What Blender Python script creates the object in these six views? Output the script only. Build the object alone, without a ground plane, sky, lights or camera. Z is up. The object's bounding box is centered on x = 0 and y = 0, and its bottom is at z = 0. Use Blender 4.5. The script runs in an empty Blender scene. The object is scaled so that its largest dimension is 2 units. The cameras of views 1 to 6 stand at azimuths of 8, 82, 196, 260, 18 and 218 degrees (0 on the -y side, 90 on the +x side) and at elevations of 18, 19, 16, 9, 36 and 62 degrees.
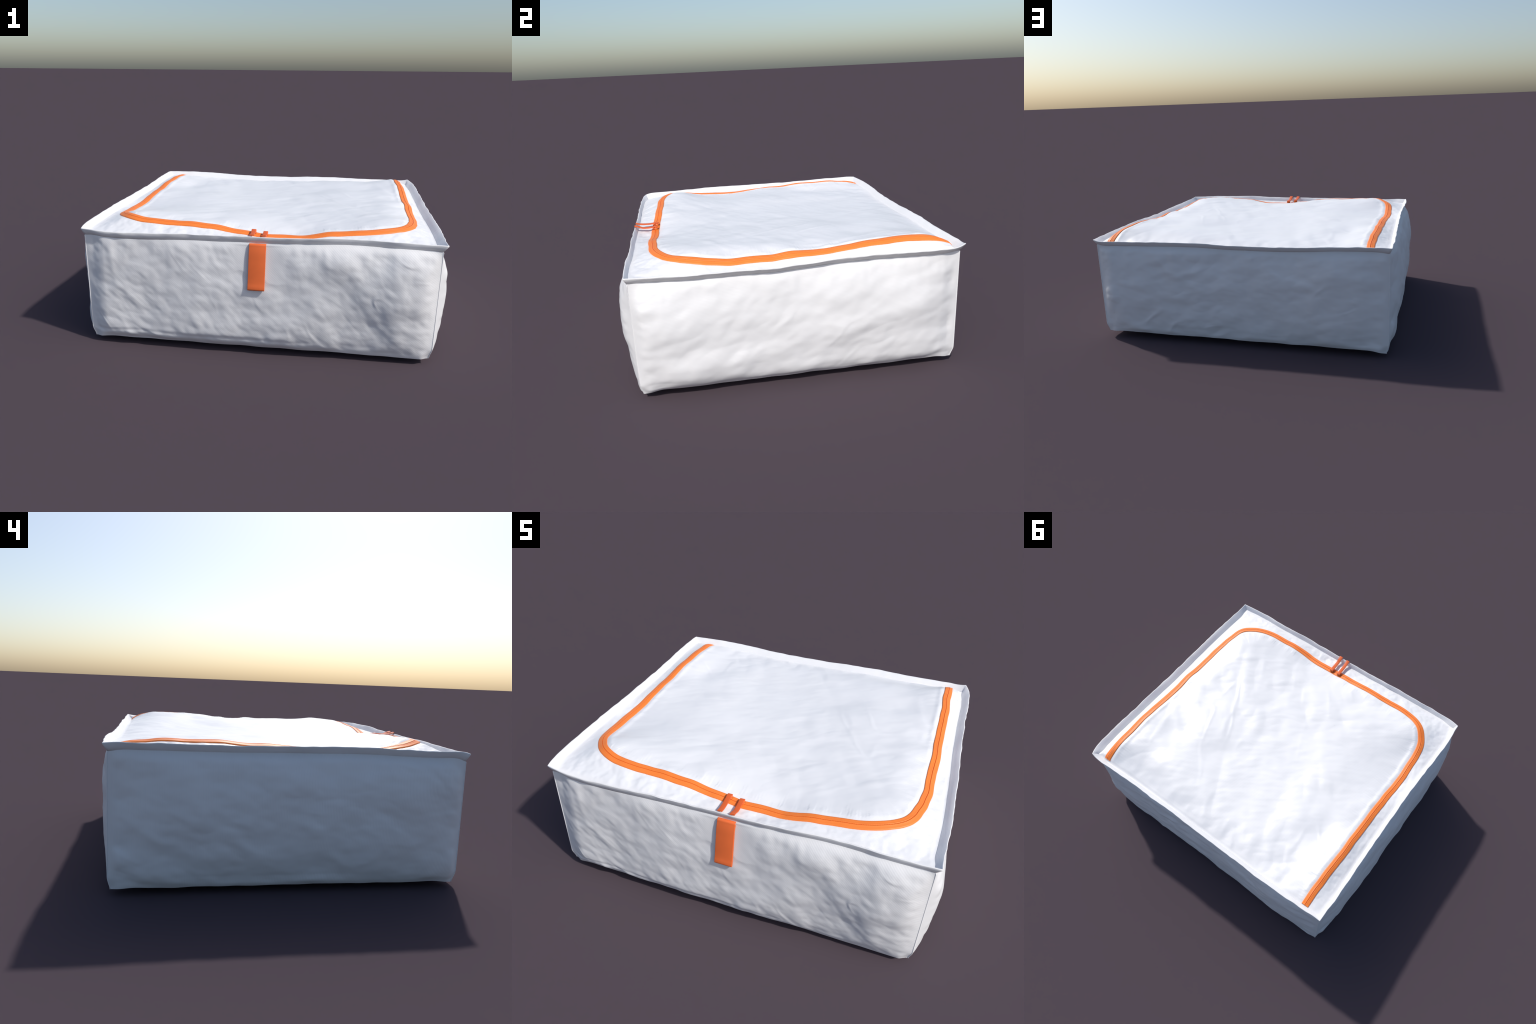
"""White fabric storage bag: soft box of sewn cloth panels, a raised hem round the
top, a lid opened by an orange zip on three sides, two strap pulls and a front pull tab."""
import bpy, math
import numpy as np

RNG = np.random.RandomState(7)

# ------------------------------------------------------------------ helpers
def smooth(a, b, x):
    t = np.clip((x - a) / (b - a), 0, 1)
    return t * t * (3 - 2 * t)

def spline(ks, vs, x):
    """Monotone-ish cubic (Catmull-Rom) interpolation of the control values vs at ks."""
    ks, vs, x = np.asarray(ks, float), np.asarray(vs, float), np.asarray(x, float)
    m = np.gradient(vs, ks, axis=0)
    xc = np.clip(x, ks[0], ks[-1])
    i = np.clip(np.searchsorted(ks, xc) - 1, 0, len(ks) - 2)
    h = ks[i + 1] - ks[i]
    t = (xc - ks[i]) / h
    if vs.ndim > 1:
        h = h[..., None]; t = t[..., None]
    return ((2*t**3 - 3*t**2 + 1) * vs[i] + (t**3 - 2*t**2 + t) * h * m[i]
            + (-2*t**3 + 3*t**2) * vs[i + 1] + (t**3 - t**2) * h * m[i + 1])

def perlin(x, y, seed):
    """2D gradient noise, about -0.7..0.7."""
    r = np.random.RandomState(seed)
    perm = r.permutation(512)
    ang = r.rand(512) * 2 * np.pi
    x0 = np.floor(x).astype(int); y0 = np.floor(y).astype(int)
    fx = x - x0; fy = y - y0
    u = fx**3 * (fx * (fx * 6 - 15) + 10); v = fy**3 * (fy * (fy * 6 - 15) + 10)
    def g(ix, iy, dx, dy):
        a = ang[perm[(perm[ix % 512] + iy) % 512]]
        return np.cos(a) * dx + np.sin(a) * dy
    n00 = g(x0, y0, fx, fy); n10 = g(x0 + 1, y0, fx - 1, fy)
    n01 = g(x0, y0 + 1, fx, fy - 1); n11 = g(x0 + 1, y0 + 1, fx - 1, fy - 1)
    return (n00 * (1 - u) + n10 * u) * (1 - v) + (n01 * (1 - u) + n11 * u) * v

def fbm(x, y, seed, octaves=3, gain=0.5):
    s = 0.0; a = 1.0
    for k in range(octaves):
        s = s + a * perlin(x * 2**k + 17.3 * k, y * 2**k - 9.1 * k, seed + k)
        a *= gain
    return s

def creases(x, y, seed):
    """Soft-crested folds that fade in and out along their length, 0..1."""
    wx = x + 0.35 * perlin(x * 1.7, y * 1.7, seed + 31); wy = y + 0.35 * perlin(x * 1.7, y * 1.7, seed + 32)
    n = perlin(wx, wy, seed) * 1.6
    return np.exp(-(n * 4.2) ** 2) * smooth(-0.25, 0.3, perlin(x * 1.3, y * 0.9, seed + 33))

def fine_creases(x, y, seed, sharp=8.0):
    """Crisp narrow creases, pinched on one side, in scattered patches; about -0.4..1."""
    wx = x + 0.5 * perlin(x * 1.3, y * 1.3, seed + 41); wy = y + 0.5 * perlin(x * 1.3, y * 1.3, seed + 42)
    n = perlin(wx, wy, seed) * 1.6
    r = np.exp(-(n * sharp) ** 2) - 0.45 * np.exp(-((n - 0.16) * sharp) ** 2)
    return r * smooth(0.0, 0.4, perlin(x * 0.8 + 5, y * 0.6, seed + 43))

def crumple(x, y, seed, octaves=3):
    """Crushed-cloth relief: puffy facets meeting in creased valleys, about -0.5..0.5."""
    s = 0.0; a = 1.0
    for k in range(octaves):
        n = perlin(x * 1.9**k + 7.7 * k, y * 1.9**k + 3.1 * k, seed + k)
        s = s + a * (np.sqrt(n * n + 0.0012) - 0.22)
        a *= 0.5
    return s * 1.4

def rot(x, y, deg):
    a = math.radians(deg)
    return x * math.cos(a) + y * math.sin(a), -x * math.sin(a) + y * math.cos(a)

def mesh_object(name, verts, faces, mat, parent, smooth_shade=True, normals=None):
    me = bpy.data.meshes.new(name)
    verts = np.asarray(verts, np.float32).reshape(-1, 3)
    faces = np.asarray(faces, np.int32)
    n = faces.shape[1]
    me.vertices.add(len(verts)); me.vertices.foreach_set("co", verts.ravel())
    me.loops.add(faces.size); me.loops.foreach_set("vertex_index", faces.ravel())
    me.polygons.add(len(faces))
    me.polygons.foreach_set("loop_start", np.arange(0, faces.size, n, dtype=np.int32))
    me.polygons.foreach_set("loop_total", np.full(len(faces), n, np.int32))
    me.polygons.foreach_set("use_smooth", np.full(len(faces), smooth_shade))
    me.update(calc_edges=True); me.validate()
    if normals is not None:
        me.normals_split_custom_set_from_vertices(np.asarray(normals, np.float32).tolist())
    me.materials.append(mat)
    ob = bpy.data.objects.new(name, me)
    bpy.context.collection.objects.link(ob)
    ob.parent = parent
    return ob

def grid_faces(nu, nv, closed_u=False, closed_v=False, flip=False):
    iu = np.arange(nu if closed_u else nu - 1); iv = np.arange(nv if closed_v else nv - 1)
    I, J = np.meshgrid(iu, iv, indexing='ij')
    I1 = (I + 1) % nu; J1 = (J + 1) % nv
    f = np.stack([I * nv + J, I1 * nv + J, I1 * nv + J1, I * nv + J1], -1).reshape(-1, 4)
    return f[:, ::-1] if flip else f

def sweep(path, normal, section, mat, name, parent, closed_path=False):
    """Sweep a closed cross-section (pairs: across, up) along a path with given up vectors."""
    path = np.asarray(path, float); up = np.asarray(normal, float)
    tan = np.gradient(path, axis=0)
    if closed_path:
        tan = np.roll(path, -1, 0) - np.roll(path, 1, 0)
    tan /= np.linalg.norm(tan, axis=1)[:, None]
    side = np.cross(tan, up); side /= np.linalg.norm(side, axis=1)[:, None]
    up = np.cross(side, tan)
    sec = np.asarray(section, float)
    v = path[:, None] + side[:, None] * sec[None, :, :1] + up[:, None] * sec[None, :, 1:]
    nu, nv = v.shape[:2]
    f = grid_faces(nu, nv, closed_path, True).tolist()
    verts = v.reshape(-1, 3)
    ob = mesh_object(name, verts, f, mat, parent)
    if not closed_path:                       # cap the two ends
        import bmesh
        bm = bmesh.new(); bm.from_mesh(ob.data); bm.verts.ensure_lookup_table()
        bm.faces.new([bm.verts[j] for j in range(nv)][::-1])
        bm.faces.new([bm.verts[(nu - 1) * nv + j] for j in range(nv)])
        bmesh.ops.recalc_face_normals(bm, faces=bm.faces)
        bm.to_mesh(ob.data); bm.free()
    return ob

def rounded_rect(w, h, r, n=4):
    pts = []
    for cx, cy, a0 in ((w/2 - r, h/2 - r, 0), (-w/2 + r, h/2 - r, 90), (-w/2 + r, -h/2 + r, 180), (w/2 - r, -h/2 + r, 270)):
        for k in range(n + 1):
            a = math.radians(a0 + 90 * k / n)
            pts.append((cx + r * math.cos(a), cy + r * math.sin(a)))
    return pts

# ---------------------------------------------------------------- materials
def cloth_material(name, base, weave_scale, diagonal, bump, rough=0.52, spec=0.45, line_axis='X'):
    m = bpy.data.materials.new(name); m.use_nodes = True
    nt = m.node_tree; N = nt.nodes; L = nt.links
    b = N["Principled BSDF"]
    b.inputs["Roughness"].default_value = rough
    b.inputs["Specular IOR Level"].default_value = spec
    tc = N.new("ShaderNodeTexCoord")
    # faint cloudy tone variation of the cloth
    no = N.new("ShaderNodeTexNoise"); no.inputs["Scale"].default_value = 5.0; no.inputs["Detail"].default_value = 5
    L.new(tc.outputs["Object"], no.inputs["Vector"])
    cr = N.new("ShaderNodeValToRGB")
    d = 0.965
    cr.color_ramp.elements[0].position = 0.3; cr.color_ramp.elements[0].color = (base[0]*d, base[1]*d, base[2]*d*1.0, 1)
    cr.color_ramp.elements[1].position = 0.65; cr.color_ramp.elements[1].color = (*base, 1)
    L.new(no.outputs["Fac"], cr.inputs["Fac"])
    # woven threads
    mp = N.new("ShaderNodeMapping"); mp.inputs["Rotation"].default_value = diagonal
    L.new(tc.outputs["Object"], mp.inputs["Vector"])
    w1 = N.new("ShaderNodeTexWave"); w1.wave_type = 'BANDS'; w1.bands_direction = line_axis
    w1.inputs["Scale"].default_value = weave_scale; w1.inputs["Distortion"].default_value = 1.6
    w1.inputs["Detail"].default_value = 2.0; w1.inputs["Detail Scale"].default_value = 1.6
    L.new(mp.outputs["Vector"], w1.inputs["Vector"])
    mixc = N.new("ShaderNodeMix"); mixc.data_type = 'RGBA'; mixc.blend_type = 'MULTIPLY'
    mixc.inputs["Factor"].default_value = 0.016
    L.new(cr.outputs["Color"], mixc.inputs["A"]); L.new(w1.outputs["Color"], mixc.inputs["B"])
    L.new(mixc.outputs["Result"], b.inputs["Base Color"])
    n2 = N.new("ShaderNodeTexNoise"); n2.inputs["Scale"].default_value = 60; n2.inputs["Detail"].default_value = 3
    L.new(tc.outputs["Object"], n2.inputs["Vector"])
    ad = N.new("ShaderNodeMath"); ad.operation = 'MULTIPLY_ADD'; ad.inputs[1].default_value = 0.8
    L.new(n2.outputs["Fac"], ad.inputs[0]); L.new(w1.outputs["Fac"], ad.inputs[2])
    bp = N.new("ShaderNodeBump"); bp.inputs["Strength"].default_value = bump; bp.inputs["Distance"].default_value = 0.004
    L.new(ad.outputs[0], bp.inputs["Height"]); L.new(bp.outputs["Normal"], b.inputs["Normal"])
    return m

def orange_material(name, col, rough, spec, grain):
    m = bpy.data.materials.new(name); m.use_nodes = True
    nt = m.node_tree; N = nt.nodes; L = nt.links
    b = N["Principled BSDF"]; b.inputs["Roughness"].default_value = rough
    b.inputs["Specular IOR Level"].default_value = spec
    tc = N.new("ShaderNodeTexCoord")
    no = N.new("ShaderNodeTexNoise"); no.inputs["Scale"].default_value = 14; no.inputs["Detail"].default_value = 3
    L.new(tc.outputs["Object"], no.inputs["Vector"])
    cr = N.new("ShaderNodeValToRGB")
    cr.color_ramp.elements[0].position = 0.3; cr.color_ramp.elements[0].color = tuple(c * 0.93 for c in col) + (1,)
    cr.color_ramp.elements[1].position = 0.7; cr.color_ramp.elements[1].color = (*col, 1)
    L.new(no.outputs["Fac"], cr.inputs["Fac"]); L.new(cr.outputs["Color"], b.inputs["Base Color"])
    n2 = N.new("ShaderNodeTexNoise"); n2.inputs["Scale"].default_value = grain; n2.inputs["Detail"].default_value = 2
    L.new(tc.outputs["Object"], n2.inputs["Vector"])
    bp = N.new("ShaderNodeBump"); bp.inputs["Strength"].default_value = 0.12; bp.inputs["Distance"].default_value = 0.002
    L.new(n2.outputs["Fac"], bp.inputs["Height"]); L.new(bp.outputs["Normal"], b.inputs["Normal"])
    return m

WHITE = (0.79, 0.79, 0.80)
M_TWILL = cloth_material("white_twill", WHITE, 36, (0, math.radians(-42), 0), 0.034, line_axis='Z')
M_WEAVE_V = cloth_material("white_weave_vertical", WHITE, 44, (0, 0, 0), 0.09, line_axis='Y')
M_WEAVE_H = cloth_material("white_weave_horizontal", WHITE, 50, (0, 0, 0), 0.04, line_axis='Z')
M_LID = cloth_material("white_lid_cloth", (0.815, 0.82, 0.835), 60, (0, 0, math.radians(40)), 0.05, rough=0.38, spec=0.5)
M_HEM = cloth_material("white_hem_tape", (0.80, 0.80, 0.81), 70, (0, 0, 0), 0.08, rough=0.6, line_axis='Z')
M_SEAM = cloth_material("white_seam_thread", (0.62, 0.62, 0.64), 70, (0, 0, 0), 0.05, rough=0.7, line_axis='Z')
M_TAPE = orange_material("orange_zip_tape", (0.93, 0.23, 0.036), 0.5, 0.45, 300)
M_COIL = orange_material("orange_zip_coil", (0.72, 0.13, 0.012), 0.38, 0.5, 200)
M_TAB = orange_material("orange_webbing", (0.83, 0.165, 0.042), 0.6, 0.35, 260)
M_PULL = orange_material("orange_pull_strap", (0.74, 0.125, 0.025), 0.5, 0.4, 260)
M_SLIDER = orange_material("orange_slider_metal", (0.70, 0.20, 0.02), 0.28, 0.6, 120)

# ------------------------------------------------------ measured guide lines
# Upper edge of the hem, corner to corner.  Stations are evenly spaced along each side.
HEM_FRONT = np.array([(-.934,-.818,.658),(-.90,-.826,.658),(-.76,-.838,.653),(-.62,-.839,.654),(-.48,-.838,.657),(-.34,-.835,.660),(-.20,-.831,.659),
    (-.06,-.829,.661),(.08,-.829,.661),(.22,-.828,.664),(.36,-.826,.669),(.50,-.822,.672),(.64,-.822,.669),(.78,-.827,.666),(.92,-.821,.662),(.954,-.819,.661)])
HEM_RIGHT = np.array([(.954,-.819,.661),(.953,-.80,.660),(.959,-.664,.656),(.965,-.528,.652),(.967,-.393,.652),(.966,-.257,.652),(.966,-.121,.650),
    (.962,.015,.654),(.959,.151,.662),(.959,.287,.666),(.959,.422,.667),(.963,.558,.666),(.965,.694,.663),(.947,.83,.668),(.933,.857,.674)])
HEM_BACK = np.array([(.933,.857,.674),(.92,.860,.670),(.778,.864,.666),(.637,.858,.667),(.495,.857,.669),(.354,.857,.672),(.212,.856,.671),
    (.071,.855,.665),(-.071,.856,.663),(-.212,.857,.662),(-.354,.858,.664),(-.495,.862,.671),(-.637,.861,.678),(-.778,.857,.680),(-.92,.849,.678),(-.94,.850,.677)])
HEM_LEFT = np.array([(-.94,.850,.677),(-.94,.83,.679),(-.945,.694,.680),(-.941,.558,.678),(-.938,.422,.676),(-.935,.287,.675),(-.934,.151,.676),
    (-.932,.015,.677),(-.931,-.121,.677),(-.933,-.257,.678),(-.938,-.393,.676),(-.944,-.528,.671),(-.945,-.664,.668),(-.935,-.80,.663),(-.934,-.818,.658)])
HEMS = [HEM_FRONT, HEM_RIGHT, HEM_BACK, HEM_LEFT]
AXIS = [0, 1, 0, 1]
OUT = np.array([(0,-1,0),(1,0,0),(0,1,0),(-1,0,0)], float)          # outward directions
FLARE = [0.011, 0.032, 0.026, 0.021]                                 # how far the hem leans out
CORNERS = np.array([(-.921,-.806),(.934,-.808),(.924,.832),(-.926,.832)])   # vertical seams
HEM_DROP = 0.030

def hem_edge(side, s):
    """Point on the upper hem edge at fraction s (0..1) of a side."""
    P = HEMS[side]; k = P[:, AXIS[side]]
    a = k[0] + (k[-1] - k[0]) * np.asarray(s, float)
    if k[-1] < k[0]:
        return spline(-k, P, -a)
    return spline(k, P, a)

def hem_base(side, s):
    """Stitch line where hem, side panel and lid meet."""
    s = np.asarray(s, float)
    P = hem_edge(side, s).copy()
    c0, c1 = CORNERS[side], CORNERS[(side + 1) % 4]
    ax = AXIS[side]; ot = 1 - ax
    k = P[:, ax].copy()
    lean = FLARE[side]
    inset = P[:, ot] - OUT[side][ot] * lean
    edge = np.minimum(s, 1 - s)
    w = smooth(0, 0.06, edge)
    line = c0[ot] + (c1[ot] - c0[ot]) * s
    P[:, ot] = line * (1 - w) + inset * w
    P[:, ax] = c0[ax] + (c1[ax] - c0[ax]) * s
    P[:, 2] -= HEM_DROP
    return P

def foot_edge(side, s):
    """Bottom seam of a side panel."""
    s = np.asarray(s, float)
    c0, c1 = CORNERS[side], CORNERS[(side + 1) % 4]
    edge = np.minimum(s, 1 - s)
    P = np.zeros((len(s), 3))
    P[:, :2] = c0 + (c1 - c0) * s[:, None]
    ctr = np.array([0.0, 0.0])
    ax = AXIS[side]
    P[:, 1 - ax] += OUT[side][1 - ax] * ([.009, -.002, .001, -.003][side] * smooth(0, 0.03, edge) - 0.011 * (1 - smooth(0, 0.035, edge)))
    P[:, ax] -= np.sign(P[:, ax]) * 0.011 * (1 - smooth(0, 0.035, edge))
    P[:, 2] = [.037, .049, .046, .034][side] + 0.005 * fbm(s * 9, s * 0 + side * 3.7, 40 + side, 2) * smooth(0, .05, edge) 
    cz = np.where(s < .5, [.026, .034, .041, .029][side], [.034, .041, .029, .026][side])
    P[:, 2] = cz + (P[:, 2] - cz) * smooth(0.0, 0.07, edge)
    return P

# ------------------------------------------------------------------ root
bag = bpy.data.objects.new("storage_bag", None)
bpy.context.collection.objects.link(bag)
bag["label"] = "white zipped fabric storage bag with orange zip and pull tab"
bag["category"] = "storage bag"

# ------------------------------------------------------------ side panels
# how far each panel is stuffed out along its length, and the swelling from foot (0) to hem (1)
BULGE_S = [0, .03, .08, .15, .28, .42, .58, .72, .85, .92, .97, 1]
BULGE = [
    [0, .018, .024, .017, .036, .047, .050, .056, .060, .060, .042, 0],
    [0, .048, .066, .060, .043, .040, .050, .052, .040, .028, .014, 0],
    [0, .020, .030, .034, .034, .033, .034, .037, .042, .038, .022, 0],
    [0, .024, .042, .056, .071, .079, .080, .077, .066, .054, .034, 0]]
PROFILE_T = [0, .04, .10, .20, .35, .5, .65, .78, .88, .95, 1.0]
PROFILE = [
    [0, .46, .82, 1.0, .98, .88, .74, .62, .46, .28, 0],
    [0, .40, .72, .90, .98, 1.0, .95, .80, .56, .30, 0],
    [0, .34, .58, .76, .90, .98, .95, .82, .62, .38, 0],
    [0, .28, .50, .72, .89, .98, .95, .82, .62, .38, 0]]
PROFILE_FRONT_END = [0, .22, .42, .60, .80, .95, 1.0, .93, .72, .42, 0]      # front, toward its fuller end

def wrinkles(side, X, Z, S, T, length):
    """Folds of the cloth in metres, + is outward. X runs along the panel, Z is height."""
    sd = 100 + 20 * side
    de = np.minimum(S, 1 - S) * length                       # distance to the vertical seams
    fade = smooth(0, 0.05, de) * smooth(0, 0.06, T) * smooth(0, 0.09, 1 - T)
    big = fbm(X * 2.6, Z * 3.4, sd, 2) * (0.0035 if side == 0 else 0.0065)
    if side == 0:                                             # dragged diagonally
        a, b = rot(X + 0.05 * perlin(X * 3, Z * 3, sd + 1), Z + 0.05 * perlin(X * 3, Z * 3, sd + 2), -42)
        patch = 0.35 + 0.9 * smooth(-.25, .35, perlin(X * 2.2, Z * 3.0, sd + 5))
        w = fbm(a * 3.4, b * 6.0, sd + 3, 2, 0.45) * 0.0050
        w += (creases(a * 2.8, b * 4.0, sd + 6) * 0.0022 + fbm(a * 9.0, b * 20.0, sd + 8, 2) * 0.0016) * patch
        a2, b2 = rot(X, Z, -78)
        w += creases(a2 * 2.2, b2 * 4.5, sd + 9) * 0.004 * smooth(.45, .9, T)
        w += fbm(X * 5.0, Z * 6.5, sd + 11, 3, .45) * 0.0060
    elif side == 1:
        a, b = rot(X + 0.06 * perlin(X * 3, Z * 3, sd + 1), Z, 32)
        w = fbm(a * 2.4, b * 5.0, sd + 3, 3, 0.5) * 0.0065
        w += creases(a * 2.6, b * 4.2, sd + 6) * 0.0035 * smooth(-.1, .3, perlin(X * 2, Z * 2, sd + 5))
        w += fbm(X * 4.5, Z * 6, sd + 11, 3, .42) * 0.0070
    else:
        a, b = rot(X, Z, 25 if side == 3 else -20)
        w = fbm(a * 2.2, b * 4.5, sd + 3, 3, 0.5) * 0.0065
        w += creases(a * 2.6, b * 5.0, sd + 6) * 0.0045 * smooth(-.15, .25, perlin(X * 2, Z * 2, sd + 5))
        w += creases(X * 3.2 + 3, Z * 4.2, sd + 7) * 0.0035 * smooth(-.1, .3, perlin(X * 3, Z * 3, sd + 9))
        w += fbm(X * 4.5, Z * 7, sd + 11, 3, .42) * 0.0070
    near = np.exp(-de / 0.075)                                # puckers fanning from the corner seams
    w += near * fbm(X * 5, Z * 11, sd + 13, 2) * 0.006
    nt = np.exp(-(1 - T) * 0.6 / 0.07)                        # puckers hanging from the hem
    w += nt * fbm(X * 13, Z * 4, sd + 15, 2) * 0.0085
    nb = np.exp(-T * 0.6 / 0.06)
    w += nb * fbm(X * 9, Z * 6, sd + 17, 2) * 0.006
    if side == 0:
        a, b = rot(X, Z, -46)
        w += crumple(a * 2.4, b * 4.0, sd + 60) * 0.0062 * (0.4 + 0.7 * patch) + crumple(X * 3.6, Z * 4.2, sd + 75) * 0.0052 - 0.0035 * np.exp(-((T - 0.095 - 0.03 * perlin(X * 4, Z * 0, sd + 77)) / 0.022) ** 2) * smooth(.75, .5, S) + fine_creases(a * 4.0, b * 9.0, sd + 65, 5) * 0.0018
        a, b = rot(X, Z, -15)
        w += crumple(a * 4.0, b * 8.0, sd + 80, 2) * 0.0045 * smooth(.6, .1, T)
    else:
        a, b = rot(X, Z, [0, 32, -12, 18][side])
        w += crumple(a * 1.9, b * 3.6, sd + 60) * [0, .0080, .0120, .0120][side] * (0.45 + 0.8 * smooth(-.2, .3, perlin(X * 2.2, Z * 2.6, sd + 62))) + fine_creases(a * 3.0, b * 7.0, sd + 65, 5) * 0.0014
    w += near * crumple(X * 5, Z * 9, sd + 90, 2) * 0.007 * smooth(-.2, .3, perlin(X * 3, Z * 4, sd + 92))
    return (big + w) * fade

def panel_bulge(side, S, T):
    q = spline(PROFILE_T, PROFILE[side], T)
    if side == 0:
        m = smooth(.55, .8, S)
        q = q * (1 - m) + spline(PROFILE_T, PROFILE_FRONT_END, T) * m
    b = spline(BULGE_S, BULGE[side], S) * q
    if side == 1:                                     # a soft fold rising toward the back
        ridge = T - (0.14 + 0.55 * (S - 0.1))
        b = b + 0.013 * np.exp(-(ridge / 0.13) ** 2) * smooth(.05, .2, S) * smooth(1, .85, S)
    return b

def side_panel_points(side, s, t):
    top = hem_base(side, s); bot = foot_edge(side, s)
    c = np.zeros((len(s), len(t), 3))
    tt = t[None, :, None]
    mid_xy = np.zeros_like(top)                      # straight vertical seams: blend foot inset only near the floor
    q = 1 - (1 - tt) ** 1
    c[:] = bot[:, None] * (1 - q) + top[:, None] * q
    hold = smooth(0, 0.10, t)[None, :, None]
    seam = top.copy()
    c[:, :, :2] = (bot[:, None, :2] * (1 - hold) + seam[:, None, :2] * hold)
    S, T = np.meshgrid(s, t, indexing='ij')
    X = c[:, :, AXIS[side]]; Z = c[:, :, 2]
    off = panel_bulge(side, S, T)
    wr = wrinkles(side, X, Z, S, T, 1.86 if side % 2 == 0 else 1.64)
    tot = off + wr
    if side == 0:                                     # the cloth lies flat behind the pull tab
        lim = -(-0.828 - np.maximum(.59 - Z, -.02) * 0.16) + c[:, :, 1]
        under = smooth(.20, .045, np.abs(X - 0.0168)) * smooth(.28, .40, Z)
        tot = tot * (1 - under) + np.minimum(tot, lim) * under
    c += OUT[side][None, None] * tot[:, :, None]
    return c

t_grid = np.linspace(0, 1, 170)
for side in range(4):
    n = 460 if side % 2 == 0 else 420
    s_grid = np.linspace(0, 1, n)
    P = side_panel_points(side, s_grid, t_grid)
    mesh_object("side_panel", P, grid_faces(n, len(t_grid)), [M_TWILL, M_WEAVE_H, M_WEAVE_H, M_WEAVE_V][side], bag)

# corner seams: a fine welt down each vertical edge
for k in range(4):
    P = side_panel_points(k, np.array([0.0, 1e-4]), np.linspace(0, .985, 60))[0]
    d = np.array([*(CORNERS[k] / np.linalg.norm(CORNERS[k])), 0])
    P = P + d * 0.0005
    sec = [(0.0020 * math.cos(a), 0.0020 * math.sin(a)) for a in np.linspace(0, 2 * np.pi, 8, endpoint=False)]
    sweep(P, np.tile(d, (len(P), 1)), sec, M_HEM, "corner_seam", bag)

# ---------------------------------------------------------------- bottom panel
nb = 150
loop = [foot_edge(k, np.linspace(0, 1, nb)) for k in range(4)]
fu = np.linspace(0, 1, nb)
F_, R_, B_, L_ = loop[0], loop[1], loop[2][::-1], loop[3][::-1]
U, V = np.meshgrid(fu, fu, indexing='ij')
def coons(F_, B_, L_, R_, U, V):
    u = U[..., None]; v = V[..., None]
    return ((1 - v) * F_[:, None] + v * B_[:, None] + (1 - u) * L_[None] + u * R_[None]
            - ((1-u)*(1-v)*F_[0] + u*(1-v)*F_[-1] + (1-u)*v*B_[0] + u*v*B_[-1]))
G = coons(F_, B_, L_, R_, U, V)
e = np.minimum(np.minimum(U, 1 - U) * 1.8, np.minimum(V, 1 - V) * 1.6)
sag = 1 - np.exp(-e / 0.10)
zb = G[:, :, 2] - sag * 0.044 + 0.004 * fbm(G[:, :, 0] * 4, G[:, :, 1] * 4, 300, 3) * smooth(0, .1, e)
G[:, :, 2] = np.where(e > 0, np.maximum(zb, 0.0), G[:, :, 2])
G[:, :, 2] -= 0
mesh_object("bottom_panel", G, grid_faces(nb, nb, flip=True), M_WEAVE_H, bag)

# ------------------------------------------------------------- zip guide line
ZIP = np.array([(-.814,.822,.650),(-.814,.78,.664),(-.813,.688,.676),(-.815,.575,.684),(-.817,.462,.683),(-.818,.35,.680),(-.820,.237,.677),(-.822,.125,.673),
    (-.823,.012,.666),(-.826,-.10,.655),(-.830,-.213,.650),(-.830,-.325,.656),(-.822,-.438,.664),(-.794,-.55,.682),(-.755,-.61,.688),(-.70,-.652,.689),
    (-.609,-.681,.682),(-.519,-.691,.680),(-.428,-.691,.674),(-.337,-.692,.674),(-.247,-.696,.668),(-.156,-.701,.655),(-.066,-.706,.645),(.025,-.708,.635),
    (.116,-.710,.632),(.206,-.712,.634),(.297,-.714,.645),(.387,-.713,.662),(.478,-.705,.666),(.569,-.696,.674),(.659,-.675,.679),(.735,-.640,.680),(.78,-.60,.684),
    (.82,-.481,.673),(.834,-.362,.656),(.840,-.242,.656),(.841,-.123,.659),(.840,-.004,.668),(.840,.115,.668),(.840,.234,.675),(.840,.353,.687),
    (.839,.473,.696),(.836,.592,.698),(.836,.711,.692),(.836,.78,.672),(.836,.822,.652)])
_d = np.concatenate([[0], np.cumsum(np.linalg.norm(np.diff(ZIP, axis=0), axis=1))])
ZIP_LEN = _d[-1]
def zip_point(l):
    return spline(_d, ZIP, l)
zip_l = np.linspace(0, ZIP_LEN, 900)
zip_c = zip_point(zip_l)
zip_c[:, 2] -= 0.006 * (zip_c[:, 0] < -.75) * smooth(-.52, -.38, zip_c[:, 1]) * smooth(.45, .15, zip_c[:, 1])   # sinks beside the slack part of the lid
_t = np.gradient(zip_c[:, :2], axis=0); _t /= np.linalg.norm(_t, axis=1)[:, None]
_lat = fbm(zip_l * 6.5, zip_l * 0 + 2.2, 81, 2) * 0.006 * smooth(0, .15, zip_l) * smooth(0, .15, ZIP_LEN - zip_l)
zip_c[:, :2] += np.stack([-_t[:, 1], _t[:, 0]], 1) * _lat[:, None]
zip_c[:, 2] += fbm(zip_l * 7.5, zip_l * 0 + 5.2, 83, 2) * 0.0065 * smooth(0, .1, zip_l) * smooth(0, .1, ZIP_LEN - zip_l)
ker = np.hanning(13); ker /= ker.sum()
pad = np.concatenate([np.repeat(zip_c[:1], 6, 0), zip_c, np.repeat(zip_c[-1:], 6, 0)])
sm = np.stack([np.convolve(pad[:, i], ker, 'valid') for i in range(3)], 1)
sm[0], sm[-1] = zip_c[0], zip_c[-1]
zip_c = sm
zt = np.gradient(zip_c[:, :2], axis=0); zt /= np.linalg.norm(zt, axis=1)[:, None]
zip_in = np.stack([-zt[:, 1], zt[:, 0]], 1)                    # points to the inside of the lid

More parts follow.
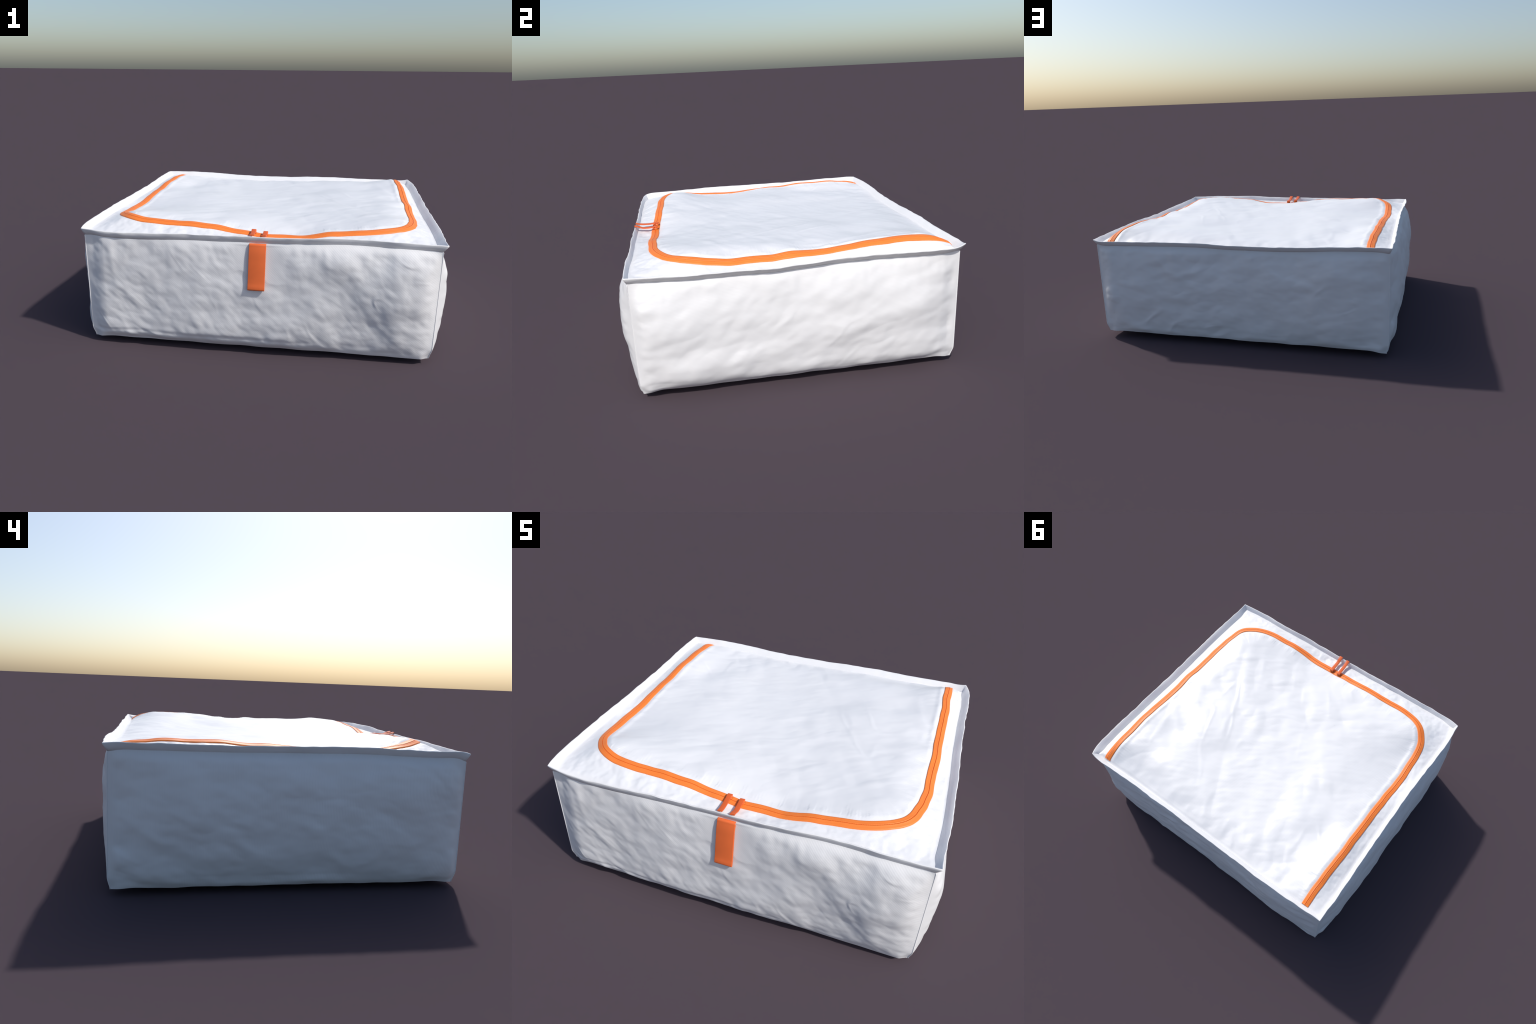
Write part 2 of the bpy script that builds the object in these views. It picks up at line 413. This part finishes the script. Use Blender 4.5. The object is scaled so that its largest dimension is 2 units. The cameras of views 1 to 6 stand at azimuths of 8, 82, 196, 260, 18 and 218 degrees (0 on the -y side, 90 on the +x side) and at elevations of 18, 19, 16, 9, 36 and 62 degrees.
# --------------------------------------------- height of the top (thin-plate spline)
ctrl = []
for k in range(4):
    for p in hem_base(k, np.linspace(0, 1, 15)[:-1]):
        ctrl.append(p)
for i in range(8, 893, 8):
    ctrl.append(zip_c[i])
    q = zip_c[i].copy(); q[:2] += zip_in[i] * 0.06
    # the stuffed lid swells just inside the zip, more at the front than along the sides
    q[2] += 0.012 if q[1] < -.5 else (float(np.interp(q[1], [-.5, -.35, -.15, .1, .35], [.006, .0, .004, .006, .0])) if q[0] < 0 else float(np.interp(q[1], [-.5, -.2, .1, .3], [.022, .022, .011, .006])))
    if i % 16 == 8 and np.abs(q[0]) < .79 and -.66 < q[1] < .76: ctrl.append(q)
# slack middle of the lid: it sags, deepest behind the centre
PLATEAU = [(-.62,.70,.652),(-.3,.74,.650),(0,.74,.652),(.3,.74,.666),(.62,.70,.676),(-.64,.4,.656),(-.3,.45,.652),(0,.42,.655),(.3,.42,.667),(.62,.4,.682),
           (-.64,0,.668),(-.5,-.02,.676),(-.46,.4,.668),(.45,.2,.684),(.5,.62,.688),(-.3,.1,.664),(0,.05,.664),(.3,.05,.674),(.62,0,.682),(-.62,-.35,.668),(-.3,-.25,.672),(0,-.35,.668),(.3,-.35,.676),(.6,-.35,.690),(-.3,-.58,.680),(.1,-.58,.656),(.45,-.57,.680)]
ctrl = np.array(ctrl + PLATEAU)
def tps_kernel(r2):
    return np.where(r2 > 1e-12, 0.5 * r2 * np.log(np.maximum(r2, 1e-12)), 0)
n = len(ctrl)
K = tps_kernel(((ctrl[:, None, :2] - ctrl[None, :, :2]) ** 2).sum(-1)) + 6e-6 * np.eye(n)
Pm = np.c_[np.ones(n), ctrl[:, :2]]
A = np.block([[K, Pm], [Pm.T, np.zeros((3, 3))]])
W_ = np.linalg.solve(A, np.r_[ctrl[:, 2], 0, 0, 0])

def zip_distance(x, y):
    """Signed distance to the zip, + inside the lid; and the arc position."""
    sh = np.shape(x); p = np.c_[np.ravel(x), np.ravel(y)]
    zc = zip_c[::3, :2]; zi = zip_in[::3]
    d = np.empty(len(p)); ar = np.empty(len(p))
    for a in range(0, len(p), 20000):
        q = p[a:a+20000]
        D = ((q[:, None] - zc[None]) ** 2).sum(-1)
        j = D.argmin(1)
        d[a:a+20000] = np.sqrt(D[np.arange(len(q)), j]) * np.where(((q - zc[j]) * zi[j]).sum(1) >= 0, 1, -1)
        ar[a:a+20000] = zip_l[::3][j]
    return d.reshape(sh), ar.reshape(sh)

def top_smooth(x, y):
    sh = np.shape(x); p = np.c_[np.ravel(x), np.ravel(y)]
    z = np.empty(len(p))
    for a in range(0, len(p), 20000):
        q = p[a:a+20000]
        z[a:a+20000] = tps_kernel(((q[:, None] - ctrl[None, :, :2]) ** 2).sum(-1)) @ W_[:n] + W_[n] + q @ W_[n+1:]
    return z.reshape(sh)

def top_wrinkles(x, y, d, ar, edge):
    a, b = rot(x + 0.05 * perlin(x * 3, y * 3, 501), y, 35)
    w = fbm(x * 2.8, y * 2.8, 500, 2) * 0.0045
    w += fbm(a * 3.5, b * 7, 510, 3) * 0.0022
    a2, b2 = rot(x, y, -60)
    w += creases(a2 * 2.4, b2 * 5, 520) * 0.0024 * smooth(-.1, .3, perlin(x * 2, y * 2, 521))
    w += fbm(x * 11, y * 11, 526, 2) * 0.0005 + fbm(a * 8, b * 20, 528, 2) * 0.0005
    w += (crumple(a2 * 1.5, b2 * 4.2, 560, 2) * 0.0058 + crumple(a * 1.8, b * 4.0, 570, 3) * 0.0046) * (0.3 + 0.9 * smooth(-.15, .3, perlin(x * 1.7, y * 1.7, 577))) + fine_creases(a2 * 2.6, b2 * 6.0, 575, 5) * 0.0015
    w += (d < 0) * crumple(x * 8, y * 8, 590, 2) * 0.0055
    ins = np.exp(-np.abs(d - 0.05) / 0.04) * (d > 0)
    w += ins * fbm(ar * 14, d * 5, 530, 2) * 0.0045           # puckers against the zip
    w += (d < 0) * fbm(x * 11, y * 11, 540, 3, .6) * 0.0040
    back = np.exp(-np.abs(y - 0.78) / 0.06) * (d > 0)
    w += back * fbm(x * 10, y * 4, 550, 2) * 0.006
    lip = 0.0036 * np.exp(-((d - 0.043) / 0.015) ** 2) * np.where(((x < -.7) & (y < .75)) | ((x > .7) & (y > .1)), 1.0, 0.45) * smooth(0, .05, edge)   # lid cloth puffs up beside the zip
    return lip + w * smooth(0, 0.04, edge) * (0.25 + 0.75 * smooth(0.02, 0.05, np.abs(d)))

# ---------------------------------------------------------------- lid cloth
nu, nv = 470, 430
hu, hv = np.linspace(0, 1, nu), np.linspace(0, 1, nv)
F_ = hem_base(0, hu); R_ = hem_base(1, hv); B_ = hem_base(2, hu)[::-1]; L_ = hem_base(3, hv)[::-1]
U, V = np.meshgrid(hu, hv, indexing='ij')
Tp = coons(F_, B_, L_, R_, U, V)
x, y = Tp[:, :, 0], Tp[:, :, 1]
edge = np.minimum(np.minimum(U, 1 - U) * 1.86, np.minimum(V, 1 - V) * 1.64)
dz, arz = zip_distance(x, y)
zs = top_smooth(x, y)
wb = smooth(0, 0.03, edge)
Tp[:, :, 2] = Tp[:, :, 2] * (1 - wb) + zs * wb + top_wrinkles(x, y, dz, arz, edge) - 0.002 * smooth(0.03, 0.015, np.abs(dz))
fc = grid_faces(nu, nv)
vt = Tp.reshape(-1, 3)
tu = np.gradient(Tp, axis=0); tv = np.gradient(Tp, axis=1)
nn = np.cross(tu, tv); nn /= np.linalg.norm(nn, axis=2)[..., None]
nn = nn.reshape(-1, 3)
inside = dz.reshape(-1)[fc].mean(1) > 0
def subset(mask):
    f = fc[mask]; ids, inv = np.unique(f, return_inverse=True)
    return vt[ids], inv.reshape(f.shape), nn[ids]
for nm, mk in (("lid", inside), ("lid_border", ~inside)):
    v_, f_, n_ = subset(mk)
    mesh_object(nm, v_, f_, M_LID, bag, normals=n_)

# ---------------------------------------------------------------------- hem
# A folded strip: rises from the stitch line, leans outward, closed at the upper edge.
hem_rows = []
ns = 220
edge_pts = np.concatenate([hem_edge(k, np.linspace(0, 1, ns))[:-1] for k in range(4)])
base_pts = np.concatenate([hem_base(k, np.linspace(0, 1, ns))[:-1] for k in range(4)])
_k = np.arange(len(edge_pts)); _cor = np.minimum(_k % (ns - 1), (ns - 1) - _k % (ns - 1)) / (ns - 1)
_out = np.repeat(OUT, ns - 1, axis=0); _amp = smooth(0, .06, _cor)        # small kinks along the hem
edge_pts = edge_pts + _out * (fbm(_k * 0.085, _k * 0 + .5, 720, 2) * 0.005 * _amp)[:, None]
edge_pts[:, 2] += fbm(_k * 0.075, _k * 0 + 4.5, 730, 2) * 0.0035 * _amp
outd = edge_pts - base_pts
hor = outd.copy(); hor[:, 2] = 0
tan = np.roll(edge_pts, -1, 0) - np.roll(edge_pts, 1, 0)
nrm = np.cross(tan, outd); nrm /= np.linalg.norm(nrm, axis=1)[:, None]       # points outward/down
TH = 0.0034
rows = []
wob = np.array([fbm(np.arange(len(edge_pts)) * 0.02, np.zeros(len(edge_pts)), 700, 2)]).T * 0.002
up = outd / np.linalg.norm(outd, axis=1)[:, None]
lo = base_pts - up * 0.006
for f in (0.0, 0.12, 0.14, 0.5, 0.95):                          # outer face, with a stitch groove
    g = TH * (0.75 if 0.11 < f < 0.13 else 1.0)
    rows.append(lo + (edge_pts - lo) * f + nrm * g + wob * nrm * (1 if f > .2 else 0))
rows.append(edge_pts + nrm * TH * 0.6 - up * 0.0002)
rows.append(edge_pts + up * 0.0012)
rows.append(edge_pts - nrm * TH * 0.6 - up * 0.0002)
for f in (0.95, 0.5, 0.16, 0.12, 0.0):
    rows.append(lo + (edge_pts - lo) * f - nrm * TH + wob * nrm * (1 if f > .2 else 0))
H = np.stack(rows, 1)
mesh_object("hem", H, grid_faces(H.shape[0], H.shape[1], True, True, flip=True), M_HEM, bag)

# ---------------------------------------------------------------------- zip
def tape_z(w_xy):
    # same height as the cloth, which runs down to the stitch line at the back
    x_, y_ = w_xy[..., 0], w_xy[..., 1]
    hb = hem_base(2, np.linspace(0, 1, 80))[::-1]
    near = smooth(0, 0.03, np.interp(x_, hb[:, 0], hb[:, 1]) - y_)
    return np.interp(x_, hb[:, 0], hb[:, 2]) * (1 - near) + top_smooth(x_, y_) * near
zc = tape_z(zip_c[:, :2])
# bed strip under the teeth, so no cloth shows through; it carries the other zip parts
zipper = sweep(np.c_[zip_c[:, :2], zc + 0.001], np.tile([0, 0, 1.0], (len(zip_c), 1)), rounded_rect(0.012, 0.002, 0.0008, 2), M_COIL, "zipper", bag)
zn = len(zip_c)
HALF = 0.0230
def tape(sign):
    # across: outer edge -> flat -> raised fold beside the coil -> inner lip
    across = np.array([1.0, 0.97, 0.75, 0.50, 0.30, 0.20, 0.13, 0.08, 0.055]) * HALF
    lift = np.array([0.0012, 0.0032, 0.0036, 0.0040, 0.0046, 0.0054, 0.0056, 0.0050, 0.0034])
    xy = zip_c[:, None, :2] + sign * zip_in[:, None] * across[None, :, None]
    z = tape_z(xy)
    zc = tape_z(zip_c[:, :2])
    z = zc[:, None] + (z - zc[:, None])
    topv = np.concatenate([xy, (z + lift)[..., None]], 2)
    botv = np.concatenate([xy, (z - 0.006)[..., None]], 2)[:, ::-1]
    sec = np.concatenate([topv, botv], 1)
    ob = mesh_object("zipper_tape", sec, grid_faces(sec.shape[0], sec.shape[1], False, True, flip=(sign > 0)), M_TAPE, zipper)
    return ob
tape(1); tape(-1)
# coil: interlocked teeth, small cross bars along the middle
zc = tape_z(zip_c[:, :2])
tooth_l = np.arange(0.01, ZIP_LEN - 0.01, 0.0075)
tx = np.interp(tooth_l, zip_l, zip_c[:, 0]); ty = np.interp(tooth_l, zip_l, zip_c[:, 1]); tz = np.interp(tooth_l, zip_l, zc)
ix = np.interp(tooth_l, zip_l, zip_in[:, 0]); iy = np.interp(tooth_l, zip_l, zip_in[:, 1])
box = np.array([(-1,-1,-1),(1,-1,-1),(1,1,-1),(-1,1,-1),(-.7,-.7,1),(.7,-.7,1),(.7,.7,1),(-.7,.7,1)], float)
bf = np.array([(0,3,2,1),(4,5,6,7),(0,1,5,4),(1,2,6,5),(2,3,7,6),(3,0,4,7)])
vv, ff = [], []
for i in range(len(tooth_l)):
    inn = np.array([ix[i], iy[i], 0]); al = np.array([-iy[i], ix[i], 0])
    c = np.array([tx[i], ty[i], tz[i] + 0.0022])
    sh = 0.0008 * (1 if i % 2 else -1)
    vv.append(c + box[:, :1] * inn * 0.0030 + inn * sh + box[:, 1:2] * al * 0.0026 + box[:, 2:] * np.array([0, 0, 0.0022]))
    ff.append(bf + 8 * i)
coil = mesh_object("zipper_coil", np.concatenate(vv), np.concatenate(ff), M_COIL, zipper, smooth_shade=False)
coil["kind"] = "stuff"

# --------------------------------------------------------------- sliders and pulls
import bmesh
def slider(px, py, pz, name_parent):
    bm = bmesh.new()
    bmesh.ops.create_cube(bm, size=1)
    for v in bm.verts:
        v.co.x *= 0.030 if v.co.y > 0 else 0.024
        v.co.y *= 0.022; v.co.z *= 0.009
    bmesh.ops.bevel(bm, geom=bm.edges[:], offset=0.003, segments=3, affect='EDGES')
    me = bpy.data.meshes.new("zipper_slider"); bm.to_mesh(me); bm.free()
    for p in me.polygons: p.use_smooth = True
    me.materials.append(M_SLIDER)
    ob = bpy.data.objects.new("zipper_slider", me); bpy.context.collection.objects.link(ob)
    ob.parent = name_parent; ob.location = (px, py, pz)
    # bridge holding the strap
    a = np.linspace(0, np.pi, 14)
    path = np.stack([px + 0.011 * np.cos(a), np.full(14, py), pz + 0.003 + 0.011 * np.sin(a)], 1)
    upv = np.stack([np.cos(a), np.zeros(14), np.sin(a)], 1)
    sweep(path, upv, rounded_rect(0.008, 0.003, 0.001, 2), M_SLIDER, "slider_bridge", name_parent)

def strap(path, width, thick, mat, name, parent, wave=0.0):
    path = np.asarray(path, float)
    l = np.r_[0, np.cumsum(np.linalg.norm(np.diff(path, axis=0), axis=1))]
    q = spline(l, path, np.linspace(0, l[-1], 60))
    t = np.gradient(q, axis=0); t /= np.linalg.norm(t, axis=1)[:, None]
    sidev = np.array([1.0, 0.03, 0]); upv = np.cross(t, np.tile(sidev, (60, 1)))
    sgn = np.where(upv[:, 2] < 0, -1, 1)
    return sweep(q, upv * sgn[:1, None], rounded_rect(width, thick, thick * 0.42, 3), mat, name, parent)

for rx, ry, tx_, ty_ in ((-.0215, -.701, -.0150, -.829), (.0415, -.705, .0455, -.832)):
    zb_ = float(top_smooth(np.array([rx]), np.array([ry]))[0])
    slider(rx, ry, zb_ + 0.0075, zipper)
    p = lambda f, z: (rx + (tx_ - rx) * f, ry + (ty_ - ry) * f, z)
    strap([p(.14, zb_ + .0125), p(.02, zb_ + .0135), p(-.06, zb_ + .0160), p(-.075, zb_ + .0205), p(-.01, zb_ + .0232), p(.15, zb_ + .0215),
           p(.40, zb_ + .020), p(.62, zb_ + .0215), p(.82, .664), p(1.0, .6705)], 0.0245, 0.0060, M_PULL, "pull_strap", zipper)

# ------------------------------------------------------------------ front pull tab
# folded webbing: hangs from under the hem, standing away from the cloth at its lower end
TAB_W = 0.0875; TAB_X = 0.0168
front = [(0, -.806, .6140), (0, -.823, .6225), (0, -.8315, .6205), (0, -.835, .610), (0, -.842, .585), (0, -.852, .53), (0, -.861, .47), (0, -.869, .42), (0, -.874, .397)]
fold = [(0, -.874, .388), (0, -.869, .387), (0, -.866, .394)]
rear = [(0, -.860, .43), (0, -.852, .48), (0, -.843, .54), (0, -.834, .59), (0, -.822, .608), (0, -.800, .606)]
path = np.array(front + fold + rear, float)
path[:, 0] = TAB_X - 0.008 * (0.62 - path[:, 2]) / 0.23 * 0.2
path[:, 1] -= 0.0
def tab_strip(path):
    l = np.r_[0, np.cumsum(np.linalg.norm(np.diff(path, axis=0), axis=1))]
    q = spline(l, path, np.linspace(0, l[-1], 120))
    t = np.gradient(q, axis=0); t /= np.linalg.norm(t, axis=1)[:, None]
    upv = np.cross(np.tile([1.0, 0, 0], (120, 1)), t)
    return sweep(q, -upv, rounded_rect(TAB_W, 0.0042, 0.0016, 3), M_TAB, "pull_tab", bag)
tab_strip(path)
